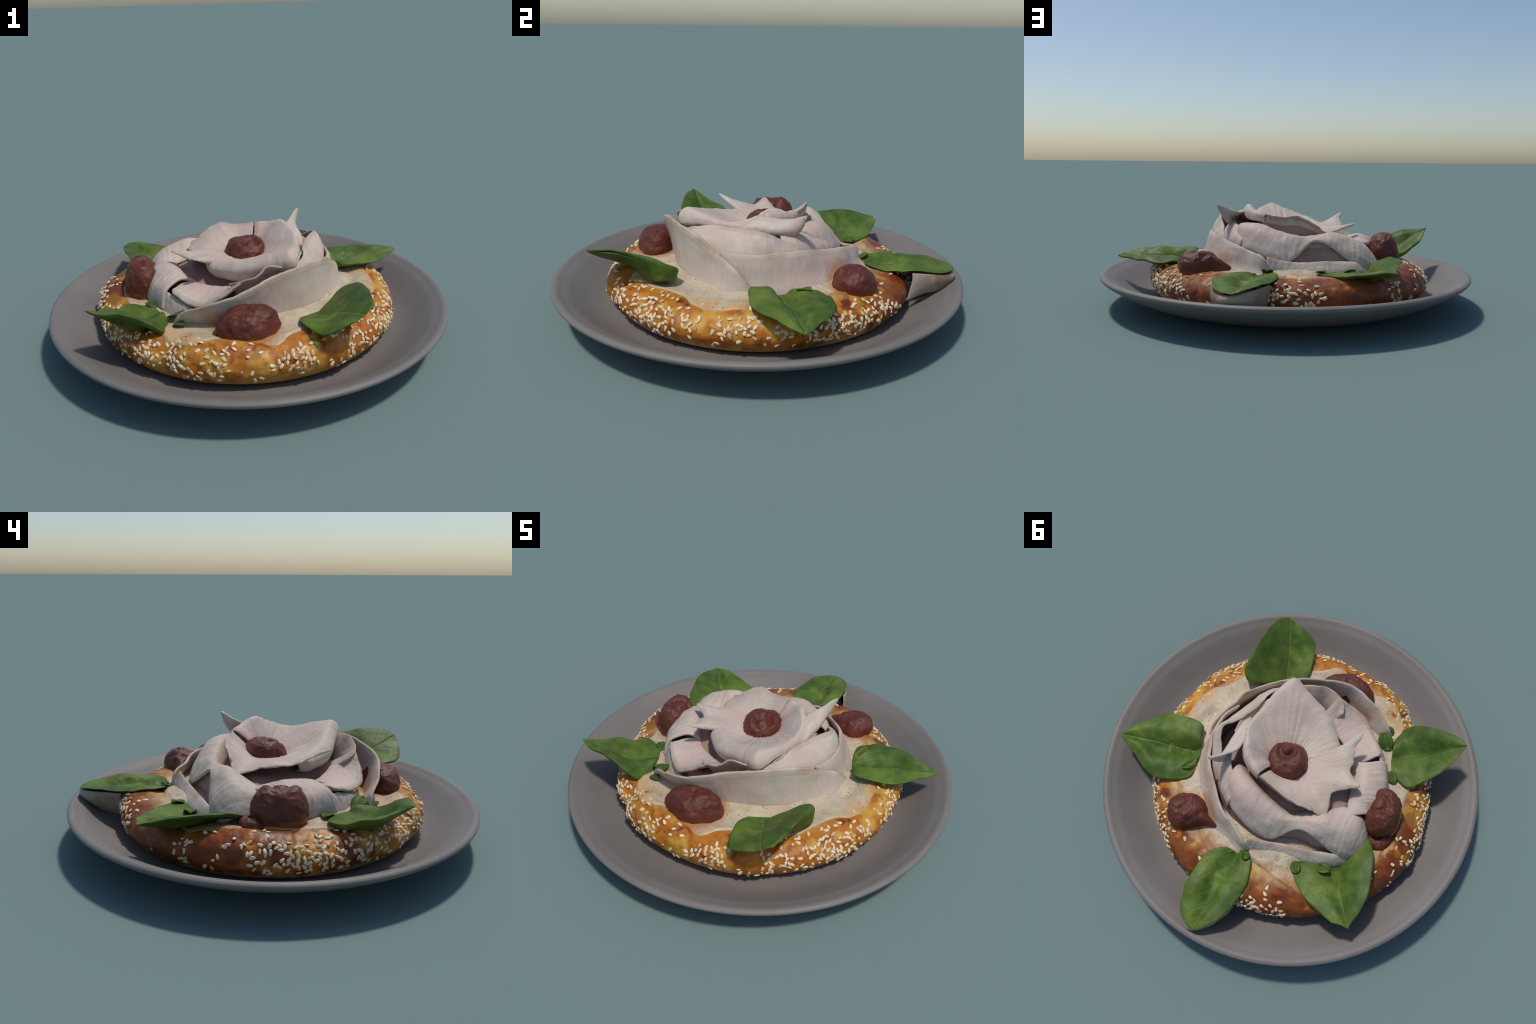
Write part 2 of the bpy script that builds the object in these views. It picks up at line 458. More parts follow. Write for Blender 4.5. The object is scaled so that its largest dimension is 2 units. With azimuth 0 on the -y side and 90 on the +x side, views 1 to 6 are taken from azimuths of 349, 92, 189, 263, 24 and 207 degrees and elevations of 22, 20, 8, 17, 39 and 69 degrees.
# ------------------------------------------------------------------ cream filling
def cream_height(P):
    x, y = P[:, 0], P[:, 1]
    r = np.hypot(x - CX, y - CY)
    a = np.arctan2(y, x)
    z = 0.234 + 0.018 * (1 - smooth(0.36, 0.56, r)) + 0.03 * (1 - smooth(0.15, 0.42, r))
    Q = np.stack([x, y, 0 * x], 1)
    z = z + 0.008 * fbm(Q, 8, 3, 21) + 0.0045 * fbm(Q, 26, 3, 25)
    # bubble hollow on the right, pool lip spilling over the notch
    z = z - 0.016 * np.exp(-((x - 0.505) ** 2 + (y + 0.105) ** 2) / 0.0011)
    lim = 0.605 + 0.035 * np.sin(3 * a + 1.2) * 0.6 + 0.045 * noise3(Q, 5.5, 31) + 0.02 * noise3(Q, 13, 32)
    lim = lim + 0.05 * np.exp(-((np.degrees(a) + 61) / 7) ** 2) + 0.035 * np.exp(-((np.degrees(a) - 119) / 6) ** 2)
    lim = lim + 0.03 * np.exp(-((np.degrees(a) + 35) / 28) ** 2) + 0.012
    lim = lim - 0.10 * np.exp(-((np.degrees(a) - 106) / 17) ** 2) - 0.03 * np.exp(-((np.degrees(a) - 30) / 15) ** 2)
    # the lip follows the crust just above it up to lim, then dives under
    top = np.interp(r, [0.42, 0.51, 0.565, 0.61, 0.655, 0.695, 0.722, 0.74], [0.210, 0.220, 0.230, 0.234, 0.228, 0.210, 0.187, 0.160])
    w = smooth(0.54, 0.60, r)
    l = lump(np.degrees(a)) * 0.9 * smooth(0.56, 0.66, r)
    z = z * (1 - w) + (top + l + 0.006 + 0.006 * fbm(Q, 9, 2, 40)) * w
    z = z - 0.05 * smooth(lim - 0.012, lim + 0.05, r) - dent(x, y)
    return z
def build_cream():
    na, nr = 420, 150
    rr = np.linspace(0.02, 0.70, nr)
    A, R = np.meshgrid(np.linspace(0, 2 * np.pi, na, endpoint=False), rr, indexing="ij")
    P = np.stack([CX + R.ravel() * np.cos(A.ravel()), CY + R.ravel() * np.sin(A.ravel()), 0 * R.ravel()], 1)
    P[:, 2] = cream_height(P)
    F = []
    for i in range(na):
        j = (i + 1) % na
        for s in range(nr - 1):
            F.append((i * nr + s, i * nr + s + 1, j * nr + s + 1, j * nr + s))
    c = len(P)
    P = np.vstack([P, [[CX, CY, P[0, 2]]]])
    for i in range(na):
        F.append((c, i * nr, ((i + 1) % na) * nr))
    return part("cream_filling", P, F, CREAM)
build_cream()

# ------------------------------------------------------------------ poultry slices
def slice_part(rows, nu=98, nv=34, thick=0.014, ruffle=0.006, wob=0.006, seed=0, lin=0.0, rind=(2, 5), inner=False, tatter=0.005, fibre=0.0022):
    S = loft(rows, nu, nv, lin)
    n = normals(S)
    f = S.reshape(-1, 3)
    v = np.linspace(0, 1, nv)[:, None]
    d = (wob * fbm(f, 7, 2, seed)).reshape(nv, nu) + (0.25 * wob * fbm(f, 30, 2, seed + 5)).reshape(nv, nu)
    d = d + ruffle * (fbm(f, 16, 2, seed + 9)).reshape(nv, nu) * v ** 2
    uu, vv = np.meshgrid(np.linspace(0, 1, nu), np.linspace(0, 1, nv))
    q = np.stack([uu.ravel() * nu * 0.30, vv.ravel() * 2.0, 0 * uu.ravel() + seed], 1)
    d = d + (fibre * fbm(q, 1.0, 2, seed + 2)).reshape(nv, nu)
    S = S + n * d[..., None]
    if tatter:
        k = (tatter * fbm(f, 26, 2, seed + 3)).reshape(nv, nu) * smooth(0.75, 1.0, v)
        t = np.gradient(S, axis=0)
        t = t / (np.linalg.norm(t, axis=2, keepdims=True) + 1e-9)
        S = S + t * k[..., None]
    V, F, D = sheet_mesh(S, thick)
    idx = np.where(D < rind[0], 2, np.where(D < rind[1], 1, 0))
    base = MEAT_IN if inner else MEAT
    return part("meat_slice", V, F, None, mats=[base, EDGE1, EDGE2], idx=idx)

def mids(foot, edge, f=0.5, push=0.0, c=(0.0, 0.0), lift=0.0):
    """row between foot and edge, pushed away from / towards the centre c"""
    r = []
    for p, q in zip(foot, edge):
        m = [p[i] * (1 - f) + q[i] * f for i in range(3)]
        d = math.hypot(m[0] - c[0], m[1] - c[1]) + 1e-6
        r.append((m[0] + push * (m[0] - c[0]) / d, m[1] + push * (m[1] - c[1]) / d, m[2] + lift))
    return r

# front slice: tip at the left, crest at the front, running down to the base at the right
a_edge = [(-.418, -.384, .246), (-.382, -.405, .300), (-.298, -.455, .345), (-.139, -.492, .400), (.010, -.442, .443), (.153, -.376, .450),
          (.254, -.296, .447), (.350, -.218, .420), (.383, -.160, .380), (.446, -.072, .325), (.470, .010, .242)]
a_foot = [(-.400, -.375, .215), (-.335, -.370, .215), (-.250, -.400, .215), (-.110, -.435, .215), (.048, -.402, .220), (.182, -.366, .230),
          (.277, -.310, .225), (.356, -.244, .215), (.420, -.180, .215), (.470, -.100, .210), (.482, .000, .205)]
slice_part([a_foot, mids(a_foot, a_edge, .30, -.006), mids(a_foot, a_edge, .62, -.006), a_edge], nu=168, thick=.018, seed=11, wob=.004, ruffle=.005, fibre=.0010)
# right slice wrapping to the far side
b_edge = [(.360, -.150, .385), (.398, -.075, .388), (.408, .022, .387), (.389, .113, .394), (.352, .200, .388), (.276, .294, .370),
          (.196, .383, .355), (.106, .427, .330), (.033, .478, .305), (.000, .490, .255)]
b_foot = [(.430, -.150, .210), (.455, -.070, .210), (.468, .040, .210), (.455, .140, .210), (.420, .245, .210), (.345, .350, .210),
          (.245, .450, .210), (.135, .495, .210), (.040, .520, .210), (.005, .515, .200)]
slice_part([b_foot, mids(b_foot, b_edge, .35, -.010), mids(b_foot, b_edge, .7, -.004), b_edge], nu=154, thick=.018, seed=23, wob=.004, ruffle=.005, fibre=.0010)
# layer inside it
c_edge = [(.140, -.330, .430), (.220, -.250, .455), (.250, -.134, .470), (.300, -.040, .470), (.352, .017, .479), (.345, .070, .460),
          (.320, .124, .425), (.300, .185, .385), (.270, .230, .340)]
c_foot = [(.200, -.345, .340), (.285, -.265, .340), (.345, -.155, .340), (.385, -.062, .340), (.405, .020, .345), (.392, .092, .340),
          (.366, .155, .330), (.335, .208, .310), (.292, .260, .290)]
slice_part([c_foot, mids(c_foot, c_edge, .5, .012), c_edge], nu=125, thick=.016, seed=31, wob=.005)
# low strip at the back
d_edge = [(.020, .455, .305), (-.060, .430, .285), (-.145, .402, .275), (-.273, .377, .280), (-.394, .341, .276), (-.450, .300, .255)]
d_foot = [(.030, .505, .205), (-.060, .475, .205), (-.150, .450, .205), (-.280, .430, .205), (-.410, .385, .205), (-.480, .330, .205)]
slice_part([d_foot, mids(d_foot, d_edge, .5, .006), d_edge], nu=112, nv=22, thick=.018, seed=37, wob=.004, ruffle=.003)
# broad folded slice at the back, ending in a hooded lobe at the left (a hollow stays open under its rim)
e_in = [(.185, .140, .360), (.080, .205, .350), (-.030, .240, .320), (-.130, .250, .320), (-.200, .200, .330), (-.280, .160, .330), (-.360, .110, .330), (-.440, .110, .300), (-.500, .130, .235)]
e_edge = [(.208, .169, .431), (.094, .240, .432), (-.020, .277, .403), (-.125, .290, .385), (-.200, .262, .392), (-.280, .240, .398), (-.355, .235, .383), (-.435, .220, .345), (-.508, .215, .255)]
e_mid = [(.215, .235, .425), (.110, .310, .415), (-.010, .350, .375), (-.112, .330, .375), (-.200, .300, .386), (-.280, .290, .380), (-.362, .300, .345), (-.440, .300, .300), (-.502, .285, .225)]
e_foot = [(.190, .335, .335), (.085, .390, .310), (-.030, .412, .270), (-.095, .395, .280), (-.190, .328, .366), (-.275, .325, .350), (-.366, .335, .285), (-.440, .335, .240), (-.480, .310, .200)]
slice_part([e_in, e_edge, e_mid, e_foot], nu=168, nv=46, thick=.018, seed=41, wob=.010, ruffle=.003)
slice_part([[(.335, .140, .330), (.300, .220, .330), (.240, .300, .325), (.180, .350, .315)],
            [(.302, .120, .410), (.277, .192, .408), (.228, .268, .388), (.170, .330, .358)],
            [(.265, .100, .450), (.247, .158, .440), (.206, .216, .424), (.150, .280, .390)]], nu=84, nv=24, thick=.016, seed=44, wob=.007)
# darker brown underside of the back petal and a ramp between cup and right layers
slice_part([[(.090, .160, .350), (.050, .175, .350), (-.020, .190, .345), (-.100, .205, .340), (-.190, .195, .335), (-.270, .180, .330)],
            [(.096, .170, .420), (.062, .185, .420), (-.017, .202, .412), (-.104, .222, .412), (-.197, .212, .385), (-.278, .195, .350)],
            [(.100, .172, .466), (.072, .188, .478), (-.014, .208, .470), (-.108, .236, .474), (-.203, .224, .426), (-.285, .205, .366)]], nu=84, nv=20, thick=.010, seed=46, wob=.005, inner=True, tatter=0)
slice_part([[(.140, -.210, .370), (.175, -.160, .380), (.205, -.100, .380), (.230, -.030, .390), (.235, .030, .390)],
            [(.190, -.280, .443), (.228, -.205, .452), (.266, -.125, .460), (.296, -.050, .462), (.300, .020, .450)]], nu=84, nv=20, thick=.014, seed=48, wob=.006)
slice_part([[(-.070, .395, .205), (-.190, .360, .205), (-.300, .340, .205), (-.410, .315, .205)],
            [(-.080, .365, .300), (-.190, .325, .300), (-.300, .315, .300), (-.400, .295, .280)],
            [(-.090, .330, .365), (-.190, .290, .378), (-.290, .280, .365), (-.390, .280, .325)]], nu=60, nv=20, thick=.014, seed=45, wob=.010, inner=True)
# horn: narrow curled tongue pointing up at the right
h_a = [(.262, -.100, .430), (.275, -.040, .450), (.285, .060, .440), (.272, .165, .432), (.296, .208, .468), (.322, .228, .532)]
h_m = [(.250, -.080, .440), (.262, .000, .478), (.275, .090, .470), (.287, .168, .470), (.304, .207, .500), (.324, .230, .540)]
h_b = [(.205, -.060, .430), (.215, .030, .495), (.225, .115, .493), (.268, .170, .510), (.298, .205, .530), (.323, .231, .542)]
slice_part([h_a, h_m, h_b], nu=84, nv=16, thick=.020, seed=47, wob=.003, ruffle=.002, rind=(2, 5), tatter=.0)
# cup in the middle: rolls over at the front, thin high rim at the right
cup = [[(-.07, -.01, .385), (-.150, -.050, .400), (-.200, -.075, .412), (-.222, -.085, .395), (-.212, -.095, .365), (-0.190, -0.085, 0.355)],
       [(-.06, -.04, .385), (-.120, -.100, .410), (-.165, -.140, .424), (-.190, -.168, .395), (-.165, -.165, .355), (-0.140, -0.140, 0.345)],
       [(-.03, -.06, .385), (-.050, -.160, .420), (-.075, -.225, .448), (-.092, -.268, .420), (-.070, -.262, .372), (-0.040, -0.235, 0.360)],
       [(.010, -.06, .385), (.030, -.180, .440), (.052, -.275, .487), (.047, -.325, .460), (.066, -.320, .400), (0.090, -0.285, 0.400)],
       [(.040, -.04, .385), (.090, -.170, .450), (.132, -.308, .515), (.142, -.356, .488), (.150, -.352, .448), (0.160, -0.305, 0.437)],
       [(.060, -.02, .385), (.130, -.130, .440), (.172, -.230, .492), (.190, -.250, .486), (.197, -.255, .462), (0.198, -0.235, 0.450)],
       [(.070, .010, .385), (.150, -.050, .430), (.208, -.120, .467), (.226, -.125, .462), (.236, -.125, .440), (0.236, -0.120, 0.425)],
       [(.070, .040, .385), (.150, .000, .440), (.223, -.015, .494), (.238, -.015, .488), (.246, -.015, .464), (0.247, -0.012, 0.450)],
       [(.060, .060, .385), (.130, .050, .460), (.192, .056, .527), (.206, .065, .518), (.212, .070, .494), (0.210, 0.075, 0.480)],
       [(.050, .080, .385), (.105, .090, .450), (.156, .120, .503), (.168, .135, .496), (.172, .140, .474), (0.172, 0.142, 0.460)],
       [(.030, .090, .385), (.060, .120, .440), (.075, .170, .482), (.080, .190, .484), (.082, .195, .462), (0.080, 0.198, 0.450)]]
slice_part([[c[i] for c in cup] for i in range(6)], nu=168, nv=50, thick=.014, seed=53, wob=.006, ruffle=.005, fibre=.0035)
# wide back petal with ragged fingers on the left
pet = [[(.030, .090, .388), (.060, .140, .440), (.070, .197, .492)],
       [(.000, .100, .388), (-.005, .155, .430), (-.014, .219, .484)],
       [(-.040, .100, .388), (-.070, .170, .435), (-.108, .247, .488)],
       [(-.070, .080, .388), (-.130, .150, .410), (-.205, .235, .440)],
       [(-.080, .060, .388), (-.180, .130, .395), (-.293, .215, .376)],
       [(-.090, .050, .388), (-.190, .085, .400), (-.270, .110, .392)],
       [(-.090, .040, .388), (-.200, .060, .405), (-.300, .070, .405)],
       [(-.090, .030, .388), (-.220, .035, .410), (-.388, .020, .436)],
       [(-.090, .020, .388), (-.210, .000, .410), (-.310, -.040, .415)],
       [(-.090, .010, .388), (-.200, -.030, .412), (-.300, -.100, .428)],
       [(-.090, .000, .388), (-.200, -.065, .418), (-.285, -.165, .450)],
       [(-.090, -.010, .388), (-.195, -.095, .422), (-.295, -.228, .479)],
       [(-.085, -.015, .388), (-.180, -.095, .418), (-.235, -.150, .430)],
       [(-.080, -.020, .388), (-.155, -.080, .410), (-.205, -.105, .412)]]
slice_part([[c[i] for c in pet] for i in range(3)], nu=210, nv=36, thick=.012, seed=59, wob=.005, ruffle=.006, lin=.35, tatter=.014, fibre=.0008)
# curled slice between front slice and cup
g_edge = [(.150, -.330, .435), (.080, -.365, .458), (.022, -.380, .473), (-.039, -.408, .440), (-.125, -.380, .412), (-.150, -.330, .388)]
g_foot = [(.140, -.270, .330), (.060, -.300, .330), (.000, -.320, .330), (-.060, -.330, .320), (-.110, -.310, .310), (-.120, -.260, .310)]
slice_part([g_foot, mids(g_foot, g_edge, .5, -.012, (0, -.3)), g_edge], nu=98, nv=26, thick=.014, seed=61, wob=.005)
# shelf-like folds at the left
s_in = [(-.300, -.100, .320), (-.250, -.170, .322), (-.190, -.210, .325), (-.130, -.250, .335), (-.050, -.300, .350)]
s_mid = [(-.360, -.160, .330), (-.320, -.240, .322), (-.250, -.290, .315), (-.175, -.330, .340), (-.080, -.360, .395)]
s_out = [(-.402, -.215, .326), (-.399, -.245, .322), (-.315, -.345, .292), (-.238, -.395, .328), (-.100, -.395, .420)]
slice_part([s_in, s_mid, s_out], nu=98, nv=30, thick=.020, seed=67, wob=.006)
t_top = [(-.455, -.140, .312), (-.402, -.225, .310), (-.330, -.315, .285), (-.250, -.365, .270)]
t_foot = [(-.490, -.160, .205), (-.420, -.285, .205), (-.340, -.355, .205), (-.260, -.390, .205)]
slice_part([t_foot, mids(t_foot, t_top, .5, .0), t_top], nu=70, nv=22, thick=.018, seed=71, wob=.006)
u_in = [(-.280, -.130, .325), (-.330, -.030, .335), (-.355, .080, .345), (-.380, .160, .330)]
u_ridge = [(-.350, -.140, .350), (-.395, -.060, .368), (-.420, .030, .372), (-.440, .120, .345)]
u_out = [(-.425, -.195, .326), (-.468, -.110, .322), (-.485, .000, .335), (-.490, .100, .320)]
u_low = [(-.450, -.220, .240), (-.505, -.115, .235), (-.525, .000, .235), (-.520, .120, .230)]
slice_part([u_in, u_ridge, u_out, u_low], nu=98, nv=38, thick=.020, seed=73, wob=.012, ruffle=.004)

# darker brown heap inside the rose
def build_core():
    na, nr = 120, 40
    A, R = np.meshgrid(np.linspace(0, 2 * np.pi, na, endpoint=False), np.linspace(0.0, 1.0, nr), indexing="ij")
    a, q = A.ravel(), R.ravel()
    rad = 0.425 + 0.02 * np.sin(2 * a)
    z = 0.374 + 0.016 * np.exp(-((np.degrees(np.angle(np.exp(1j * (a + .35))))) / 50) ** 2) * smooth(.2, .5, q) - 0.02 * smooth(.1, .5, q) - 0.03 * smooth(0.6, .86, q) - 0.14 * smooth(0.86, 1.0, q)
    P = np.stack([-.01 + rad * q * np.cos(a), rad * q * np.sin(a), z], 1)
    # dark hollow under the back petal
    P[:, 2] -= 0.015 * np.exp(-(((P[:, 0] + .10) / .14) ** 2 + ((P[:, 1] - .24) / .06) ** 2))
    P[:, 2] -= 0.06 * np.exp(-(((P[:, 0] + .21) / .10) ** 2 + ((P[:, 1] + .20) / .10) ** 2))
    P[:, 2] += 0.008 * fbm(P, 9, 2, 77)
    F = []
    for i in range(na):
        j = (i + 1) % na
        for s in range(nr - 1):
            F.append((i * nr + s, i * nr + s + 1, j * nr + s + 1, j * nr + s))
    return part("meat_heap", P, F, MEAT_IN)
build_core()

# ------------------------------------------------------------------ sauce dollops
def dollop(c, rx, ry, h, rot=0.0, seed=0, crease=0.012, tail=None, extra=None):
    nu, nv = 96, 56
    U, Vv = np.meshgrid(np.linspace(0, 2 * np.pi, nu, endpoint=False), np.linspace(0, 1, nv), indexing="ij")
    u, v = U.ravel(), Vv.ravel()
    ang = v * math.pi * 0.62            # from the top down past the equator
    rr = np.sin(ang) ** 0.8
    zz = np.cos(ang)
    zmin = math.cos(math.pi * 0.62)
    x, y = rx * rr * np.cos(u), ry * rr * np.sin(u)
    z = h * (zz - zmin) / (1 - zmin)
    P = np.stack([x, y, z], 1)
    sc = min(rx, ry)
    d = P / (np.linalg.norm(P - [0, 0, h * .3], axis=1, keepdims=True) + 1e-6)
    k = 0.16 * sc * fbm(P / sc, 1.1, 2, seed) + 0.07 * sc * fbm(P / sc, 3.2, 3, seed + 4)
    P = P + d * k[:, None]
    # spooned crease across the top
    s = np.hypot(P[:, 0] - .35 * sc, P[:, 1] + .2 * sc) - 0.42 * sc + 0.12 * sc * np.sin(P[:, 1] / sc * 3 + seed)
    P[:, 2] -= crease * np.exp(-(s / (0.16 * sc)) ** 2) * smooth(0.25, 0.8, P[:, 2] / h)
    if tail:
        ta, tl = tail
        da = np.abs((u - ta + np.pi) % (2 * np.pi) - np.pi)
        w = np.exp(-(da / 0.22) ** 2) * smooth(.35, .9, v)
        P[:, 0] += np.cos(ta) * tl * w
        P[:, 1] += np.sin(ta) * tl * w
    co, si = math.cos(rot), math.sin(rot)
    P = np.stack([P[:, 0] * co - P[:, 1] * si, P[:, 0] * si + P[:, 1] * co, P[:, 2]], 1)
    F = []
    for i in range(nu):
        j = (i + 1) % nu
        for t in range(nv - 1):
            F.append((i * nv + t, i * nv + t + 1, j * nv + t + 1, j * nv + t))
    F.append([i * nv + nv - 1 for i in range(nu)][::-1])
    ob = mesh_obj("sauce_dollop", P, F, SAUCE, parent=pizza)
    ob.location = (c[0], c[1], c[2] - 0.05)
    PARTS.append(ob)
    return ob
dollop((-.100, -.524, .225), .142, .094, .130, .1, 3, crease=.006)
dollop((.374, .448, .215), .100, .094, .115, .4, 13, tail=(2.7, .075), crease=.007)
dollop((-.532, .050, .235), .090, .126, .168, .1, 23, crease=.010)
dollop((-.570, .165, .220), .060, .060, .060, .1, 27)
dollop((-.005, .036, .372), .103, .098, .100, -.4, 33, crease=.016)

# ------------------------------------------------------------------ basil leaves
def rest_height(x, y):
    """approximate top of dough / cream, so that leaves rest on it"""
    r = np.hypot(x - CX, y - CY)
    a = np.degrees(np.arctan2(y - CY, x - CX))
    z = np.interp(r, [0.0, 0.42, 0.51, 0.565, 0.61, 0.655, 0.695, 0.722, 0.74, 0.76], [0.25, 0.245, 0.238, 0.236, 0.236, 0.230, 0.212, 0.190, 0.165, 0.0])
    return z + lump(a) * 0.9 * smooth(0.56, 0.66, r) * (r < .75) - dent(x, y)

def leaf(name, left, mid, right, curl=None, belly=0.010, seed=0, nu=84, nv=41, thick=0.006, wave=0.006, web=0.0):
    """left / mid / right: matching stations from stem end to tip"""
    def q(a, b, f, up):
        return [tuple(np.array(p) * (1 - f) + np.array(r) * f + np.array([0, 0, up * (1 - (k / (len(a) - 1)) ** 3)])) for k, (p, r) in enumerate(zip(a, b))]
    bl, br = belly if isinstance(belly, tuple) else (belly, belly)
    rows = [left, q(left, mid, .5, bl), mid, q(mid, right, .5, br), right]
    if curl:
        rows = [curl] + rows
    S = loft(rows, nu, nv)
    f = S.reshape(-1, 3)
    n = normals(S)
    d = wave * fbm(f, 13, 2, seed).reshape(nv, nu)
    S = S + n * d[..., None]
    S[..., 2] = np.maximum(S[..., 2], rest_height(S[..., 0], S[..., 1]) + 0.007)
    V, F, D = sheet_mesh(S, thick, edge_thin=0.4, band=3)
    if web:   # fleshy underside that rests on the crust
        uu, vw = np.meshgrid(np.linspace(0, 1, nu), np.linspace(0, 1, nv))
        drop = web * np.sin(np.pi * vw) ** 0.35 * (1 - uu) ** 0.6
        k = len(V) // 2
        if n[nv // 2, nu // 2, 2] > 0:
            V[k:, 2] -= drop.ravel()
        else:
            V[:k, 2] -= drop.ravel()
    o = np.array(mid[0]); tip = np.array(mid[-1])
    ex = (tip - o) / np.linalg.norm(tip - o)
    side = np.array(left[len(left) // 2]) - np.array(right[len(right) // 2])
    ez = np.cross(ex, side); ez /= np.linalg.norm(ez)
    if ez[2] < 0:
        ez = -ez
    ey = np.cross(ez, ex)
    R = np.stack([ex, ey, ez], 1)
    loc = (V - o) @ R
    ob = mesh_obj(name, loc, F, LEAF, parent=pizza)
    mw = Matrix([[R[i, 0], R[i, 1], R[i, 2], o[i]] for i in range(3)] + [[0, 0, 0, 1]])
    ob.matrix_local = Matrix.Translation((0, 0, -0.05)) @ mw
    PARTS.append(ob)
    return ob
# front right, standing on its edge
leaf("basil_leaf",
     [(.300, -.410, .245), (.380, -.340, .300), (.434, -.373, .340), (.442, -.445, .370), (.427, -.583, .400), (.408, -.675, .396), (.388, -.728, .384)],
     [(.225, -.440, .235), (.225, -.470, .240), (.245, -.520, .262), (.265, -.580, .292), (.289, -.636, .322), (.318, -.695, .348), (.352, -.752, .372)],
     [(.150, -.470, .240), (.135, -.510, .252), (.134, -.561, .265), (.150, -.640, .272), (.178, -.712, .280), (.232, -.742, .312), (.308, -.752, .352)], belly=.002, seed=3, web=.04,
     curl=[(.320, -.400, .240), (.405, -.350, .265), (.447, -.400, .268), (.405, -.475, .255), (.405, -.585, .370), (.400, -.675, .388), (.386, -.728, .382)])
# right
leaf("basil_leaf.001",
     [(.500, .040, .250), (.507, -.001, .278), (.560, -.015, .285), (.615, -.010, .282), (.709, .008, .276), (.807, .096, .276), (.865, .165, .262), (.893, .213, .250)],
     [(0.470, 0.120, 0.215), (0.500, 0.133, 0.212), (0.550, 0.150, 0.212), (0.600, 0.170, 0.222), (0.680, 0.195, 0.240), (0.780, 0.200, 0.252), (0.850, 0.210, 0.252), (0.893, 0.215, 0.249)],
     [(.450, .220, .230), (.454, .275, .232), (.490, .310, .238), (.537, .332, .242), (.639, .353, .243), (.789, .281, .250), (.855, .245, .248), (.892, .218, .248)], belly=.030, seed=5, wave=.017, web=.03)
# back, long one with its tip over the plate
leaf("basil_leaf.002",
     [(.080, .525, .220), (.124, .534, .222), (.185, .602, .234), (.204, .749, .248), (.198, .814, .241), (.172, .895, .230), (.122, .946, .223)],
     [(0.045, 0.530, 0.205), (0.055, 0.560, 0.200), (0.062, 0.610, 0.200), (0.080, 0.693, 0.210), (0.073, 0.776, 0.215), (0.075, 0.870, 0.218), (0.080, 0.958, 0.220)],
     [(.010, .510, .222), (-.020, .520, .228), (-.047, .564, .236), (-.070, .669, .236), (-.039, .821, .243), (.005, .895, .234), (.050, .946, .222)], belly=.022, seed=7, wave=.008)
# back left, broad blunt one
leaf("basil_leaf.003",
     [(-.250, .440, .225), (-.243, .492, .235), (-.301, .559, .240), (-.373, .602, .247), (-.501, .645, .272), (-.528, .648, .278), (-.556, .642, .281)],
     [(-0.400, 0.350, 0.200), (-0.421, 0.379, 0.198), (-0.445, 0.405, 0.200), (-0.461, 0.425, 0.205), (-0.515, 0.528, 0.243), (-0.555, 0.580, 0.265), (-0.598, 0.642, 0.281)],
     [(-.490, .160, .245), (-.530, .200, .268), (-.575, .265, .296), (-.599, .351, .305), (-.622, .453, .312), (-.619, .545, .300), (-.606, .606, .286)], belly=.024, seed=9, wave=.009, web=.03)
# left, folded along the rib
leaf("basil_leaf.004",
     [(-.440, -.360, .240), (-.455, -.420, .240), (-.471, -.456, .248), (-.533, -.475, .306), (-.637, -.469, .360), (-.732, -.464, .368), (-.789, -.433, .378)],
     [(-.470, -.250, .234), (-.494, -.275, .240), (-.535, -.315, .240), (-.600, -.345, .252), (-.652, -.368, .284), (-.703, -.394, .322), (-.787, -.430, .374)],
     [(-.500, -.180, .232), (-.534, -.165, .240), (-.604, -.146, .252), (-.659, -.203, .260), (-.710, -.254, .298), (-.753, -.330, .322), (-.786, -.428, .376)], belly=(.030, .008), seed=13, wave=.006, web=.06)

# small torn herb bits tucked beside the leaves
def herb(o, d, w, up, seed):
    o, d, w, up = map(np.array, (o, d, w, up))
    st = []
    for k in (-1, 0, 1):
        st.append([tuple(o + d * t + w * k * math.sin(math.pi * (0.12 + 0.8 * t)) + up * (t * (1 - t) * 2 + abs(k) * .4)) for t in (0, .35, .7, 1)])
    leaf("herb_bit", st[0], st[1], st[2], seed=seed, nu=20, nv=13, thick=.005, wave=.008, belly=.004)
herb((-.430, -.300, .225), (.06, -.07, .04), (.035, .02, 0), (0, 0, .03), 21)
herb((-.420, -.390, .235), (.05, -.03, .01), (.015, .02, 0), (0, 0, .02), 22)
herb((-.480, -.190, .230), (-.05, .05, .01), (.02, .02, 0), (0, 0, .02), 23)
herb((.455, .190, .232), (.05, .06, .03), (-.015, .02, 0), (0, 0, .02), 24)
herb((.010, .500, .215), (-.01, .05, .035), (.03, .0, 0), (0, 0, .02), 25)
herb((-.330, .420, .215), (-.08, .0, .03), (.0, .03, 0), (0, 0, .02), 26)
herb((-.230, .450, .215), (-.04, .05, .03), (.02, .02, 0), (0, 0, .02), 27)

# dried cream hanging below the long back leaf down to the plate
def build_drip():
    top = [(.206, .735, .236), (.200, .800, .232), (.170, .890, .218), (.095, .945, .212), (.015, .895, .222), (-.036, .815, .230), (-.050, .745, .225)]
    mid = [(.215, .735, .190), (.200, .810, .190), (.172, .900, .180), (.098, .958, .190), (.020, .905, .180), (-.030, .820, .180), (-.045, .745, .180)]
    low = [(.220, .715, .100), (.185, .800, .125), (.140, .900, .128), (.090, .940, .165), (.045, .900, .140), (-.005, .820, .115), (-.030, .730, .100)]
    S = loft([low, mid, top], 60, 18)
    f = S.reshape(-1, 3)
    S = S + normals(S) * (0.006 * fbm(f, 11, 2, 5)).reshape(18, 60)[..., None]
    V, F, D = sheet_mesh(S, .012)
    part("cream_drip", V, F, DRIP)
build_drip()

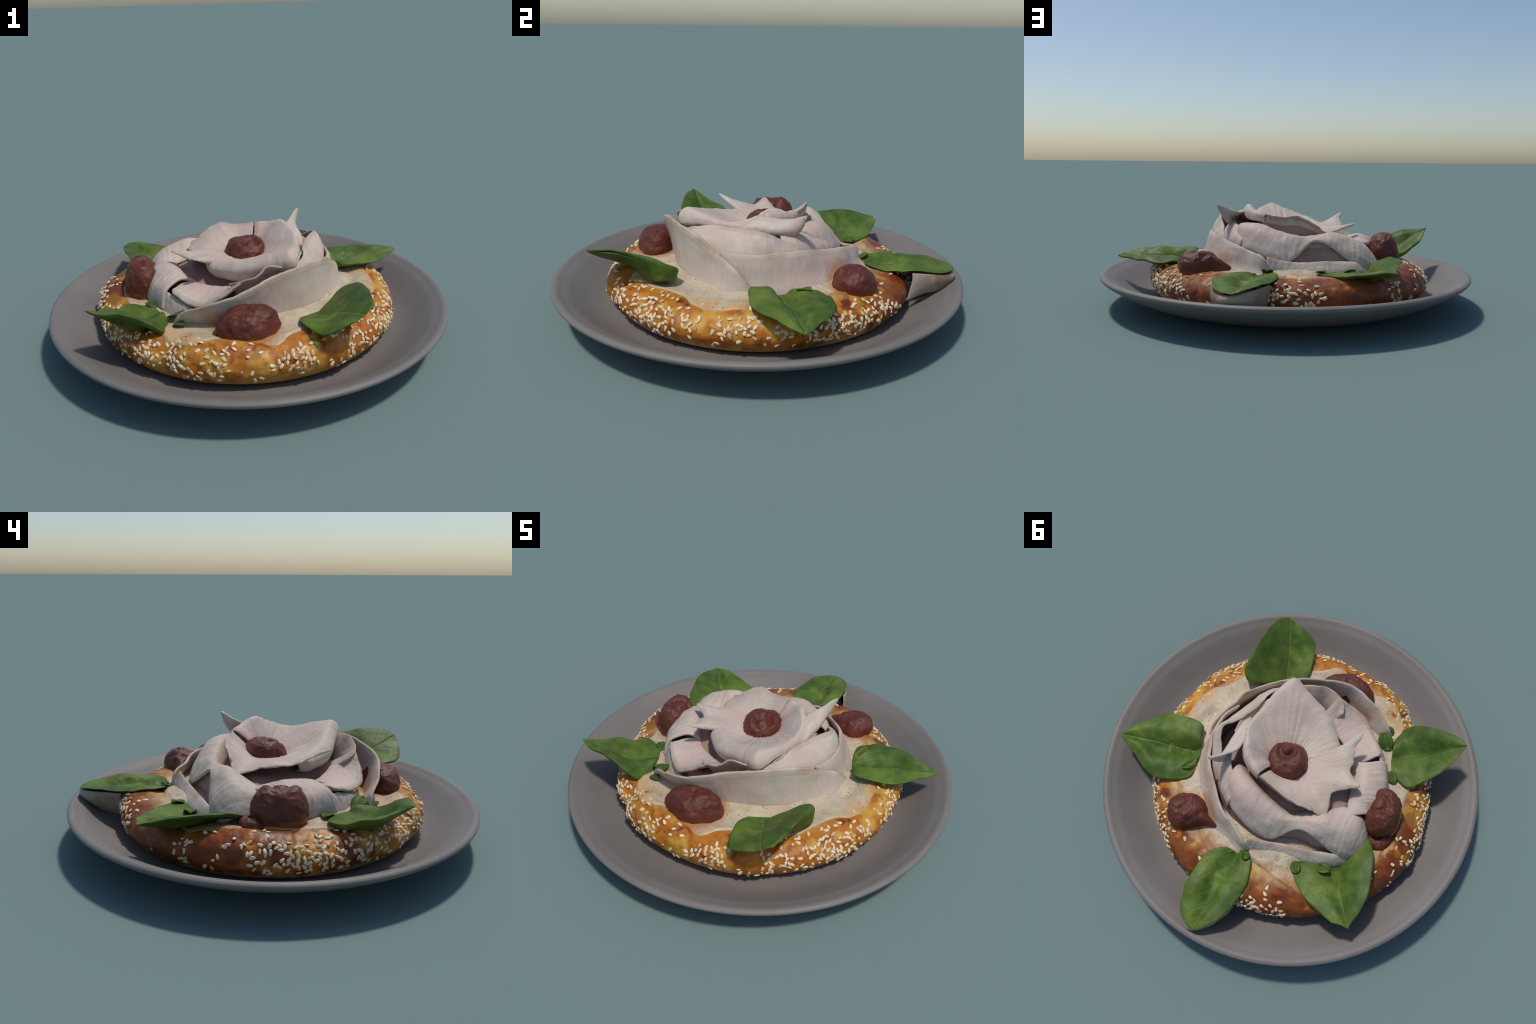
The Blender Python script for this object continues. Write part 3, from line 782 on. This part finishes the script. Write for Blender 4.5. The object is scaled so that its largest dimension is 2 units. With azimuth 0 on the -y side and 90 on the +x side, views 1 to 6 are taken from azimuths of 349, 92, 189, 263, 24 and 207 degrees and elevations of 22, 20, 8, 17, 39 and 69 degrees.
# ------------------------------------------------------------------ sesame seeds
def seed_mesh():
    nu, nv = 10, 8
    V, F = [], []
    for i in range(nv + 1):
        t = i / nv
        x = math.cos(math.pi * (1 - t))
        r = math.sin(math.pi * t) ** 0.8 * (1 - 0.28 * x)
        for k in range(nu):
            a = 2 * math.pi * k / nu
            V.append((x * .0128, r * .0077 * math.cos(a), r * .0042 * math.sin(a)))
    for i in range(nv):
        for k in range(nu):
            a, b = i * nu + k, i * nu + (k + 1) % nu
            F.append((a, a + nu, b + nu, b))
    return V, F
def build_seeds():
    SV, SF = seed_mesh()
    me = bpy.data.meshes.new("sesame_seed")
    me.from_pydata(SV, [], SF)
    me.materials.append(SEED)
    me.polygons.foreach_set("use_smooth", [True] * len(me.polygons))
    me.validate(); me.update()
    r = np.random.default_rng(42)
    spots = []
    tries = 0
    while len(spots) < 680 and tries < 60000:
        tries += 1
        a = r.uniform(-math.pi, math.pi)
        s = r.choice([r.normal(0.49, 0.06), r.normal(0.43, 0.07), r.uniform(.30, .68)])
        if not 0.28 < s < 0.68:
            continue
        d = math.degrees(a)
        P = crust_point(np.array([a]), np.array([s]))[0]
        dens = 0.55 + 1.1 * noise3(P[None], 11, 5)[0] + 0.5 * noise3(P[None], 4, 6)[0]
        if 112 < d < 165:
            dens -= 0.35
        if -62 < d < 25:
            dens += 0.15
        if r.uniform() > dens:
            continue
        if any((P[0] - q[0]) ** 2 + (P[1] - q[1]) ** 2 + (P[2] - q[2]) ** 2 < .0145 ** 2 for q, *_ in spots):
            continue
        e = 1e-3
        pa = crust_point(np.array([a + e]), np.array([s]))[0] - P
        ps = crust_point(np.array([a]), np.array([s + e]))[0] - P
        n = np.cross(pa, ps); n /= np.linalg.norm(n)
        spots.append((P, n, pa / np.linalg.norm(pa)))
    order = r.permutation(len(spots))
    mats = []
    for k in order:
        P, n, tx = spots[k]
        th = r.uniform(0, 2 * math.pi)
        ty = np.cross(n, tx)
        n2 = n + 0.25 * r.normal(size=3); n2 /= np.linalg.norm(n2)
        ex = tx * math.cos(th) + ty * math.sin(th)
        ex = ex - n2 * (ex @ n2); ex /= np.linalg.norm(ex)
        ey = np.cross(n2, ex)
        sc = r.uniform(.85, 1.15)
        o = P + n * .0014 - np.array([0, 0, .05])
        mats.append(np.array([[ex[i] * sc, ey[i] * sc, n2[i] * sc, o[i]] for i in range(3)] + [[0, 0, 0, 1]]))
    for m in mats[:300]:
        ob = bpy.data.objects.new("sesame_seed", me)
        bpy.context.scene.collection.objects.link(ob)
        ob.parent = crust
        ob.matrix_local = Matrix(m.tolist())
    V, F = [], []
    sv = np.array(SV)
    for m in mats[300:]:
        b = len(V)
        V += list(sv @ m[:3, :3].T + m[:3, 3])
        F += [tuple(i + b for i in f) for f in SF]
    ob = mesh_obj("sesame_seeds", V, F, SEED, parent=crust)
    ob["kind"] = "stuff"
build_seeds()
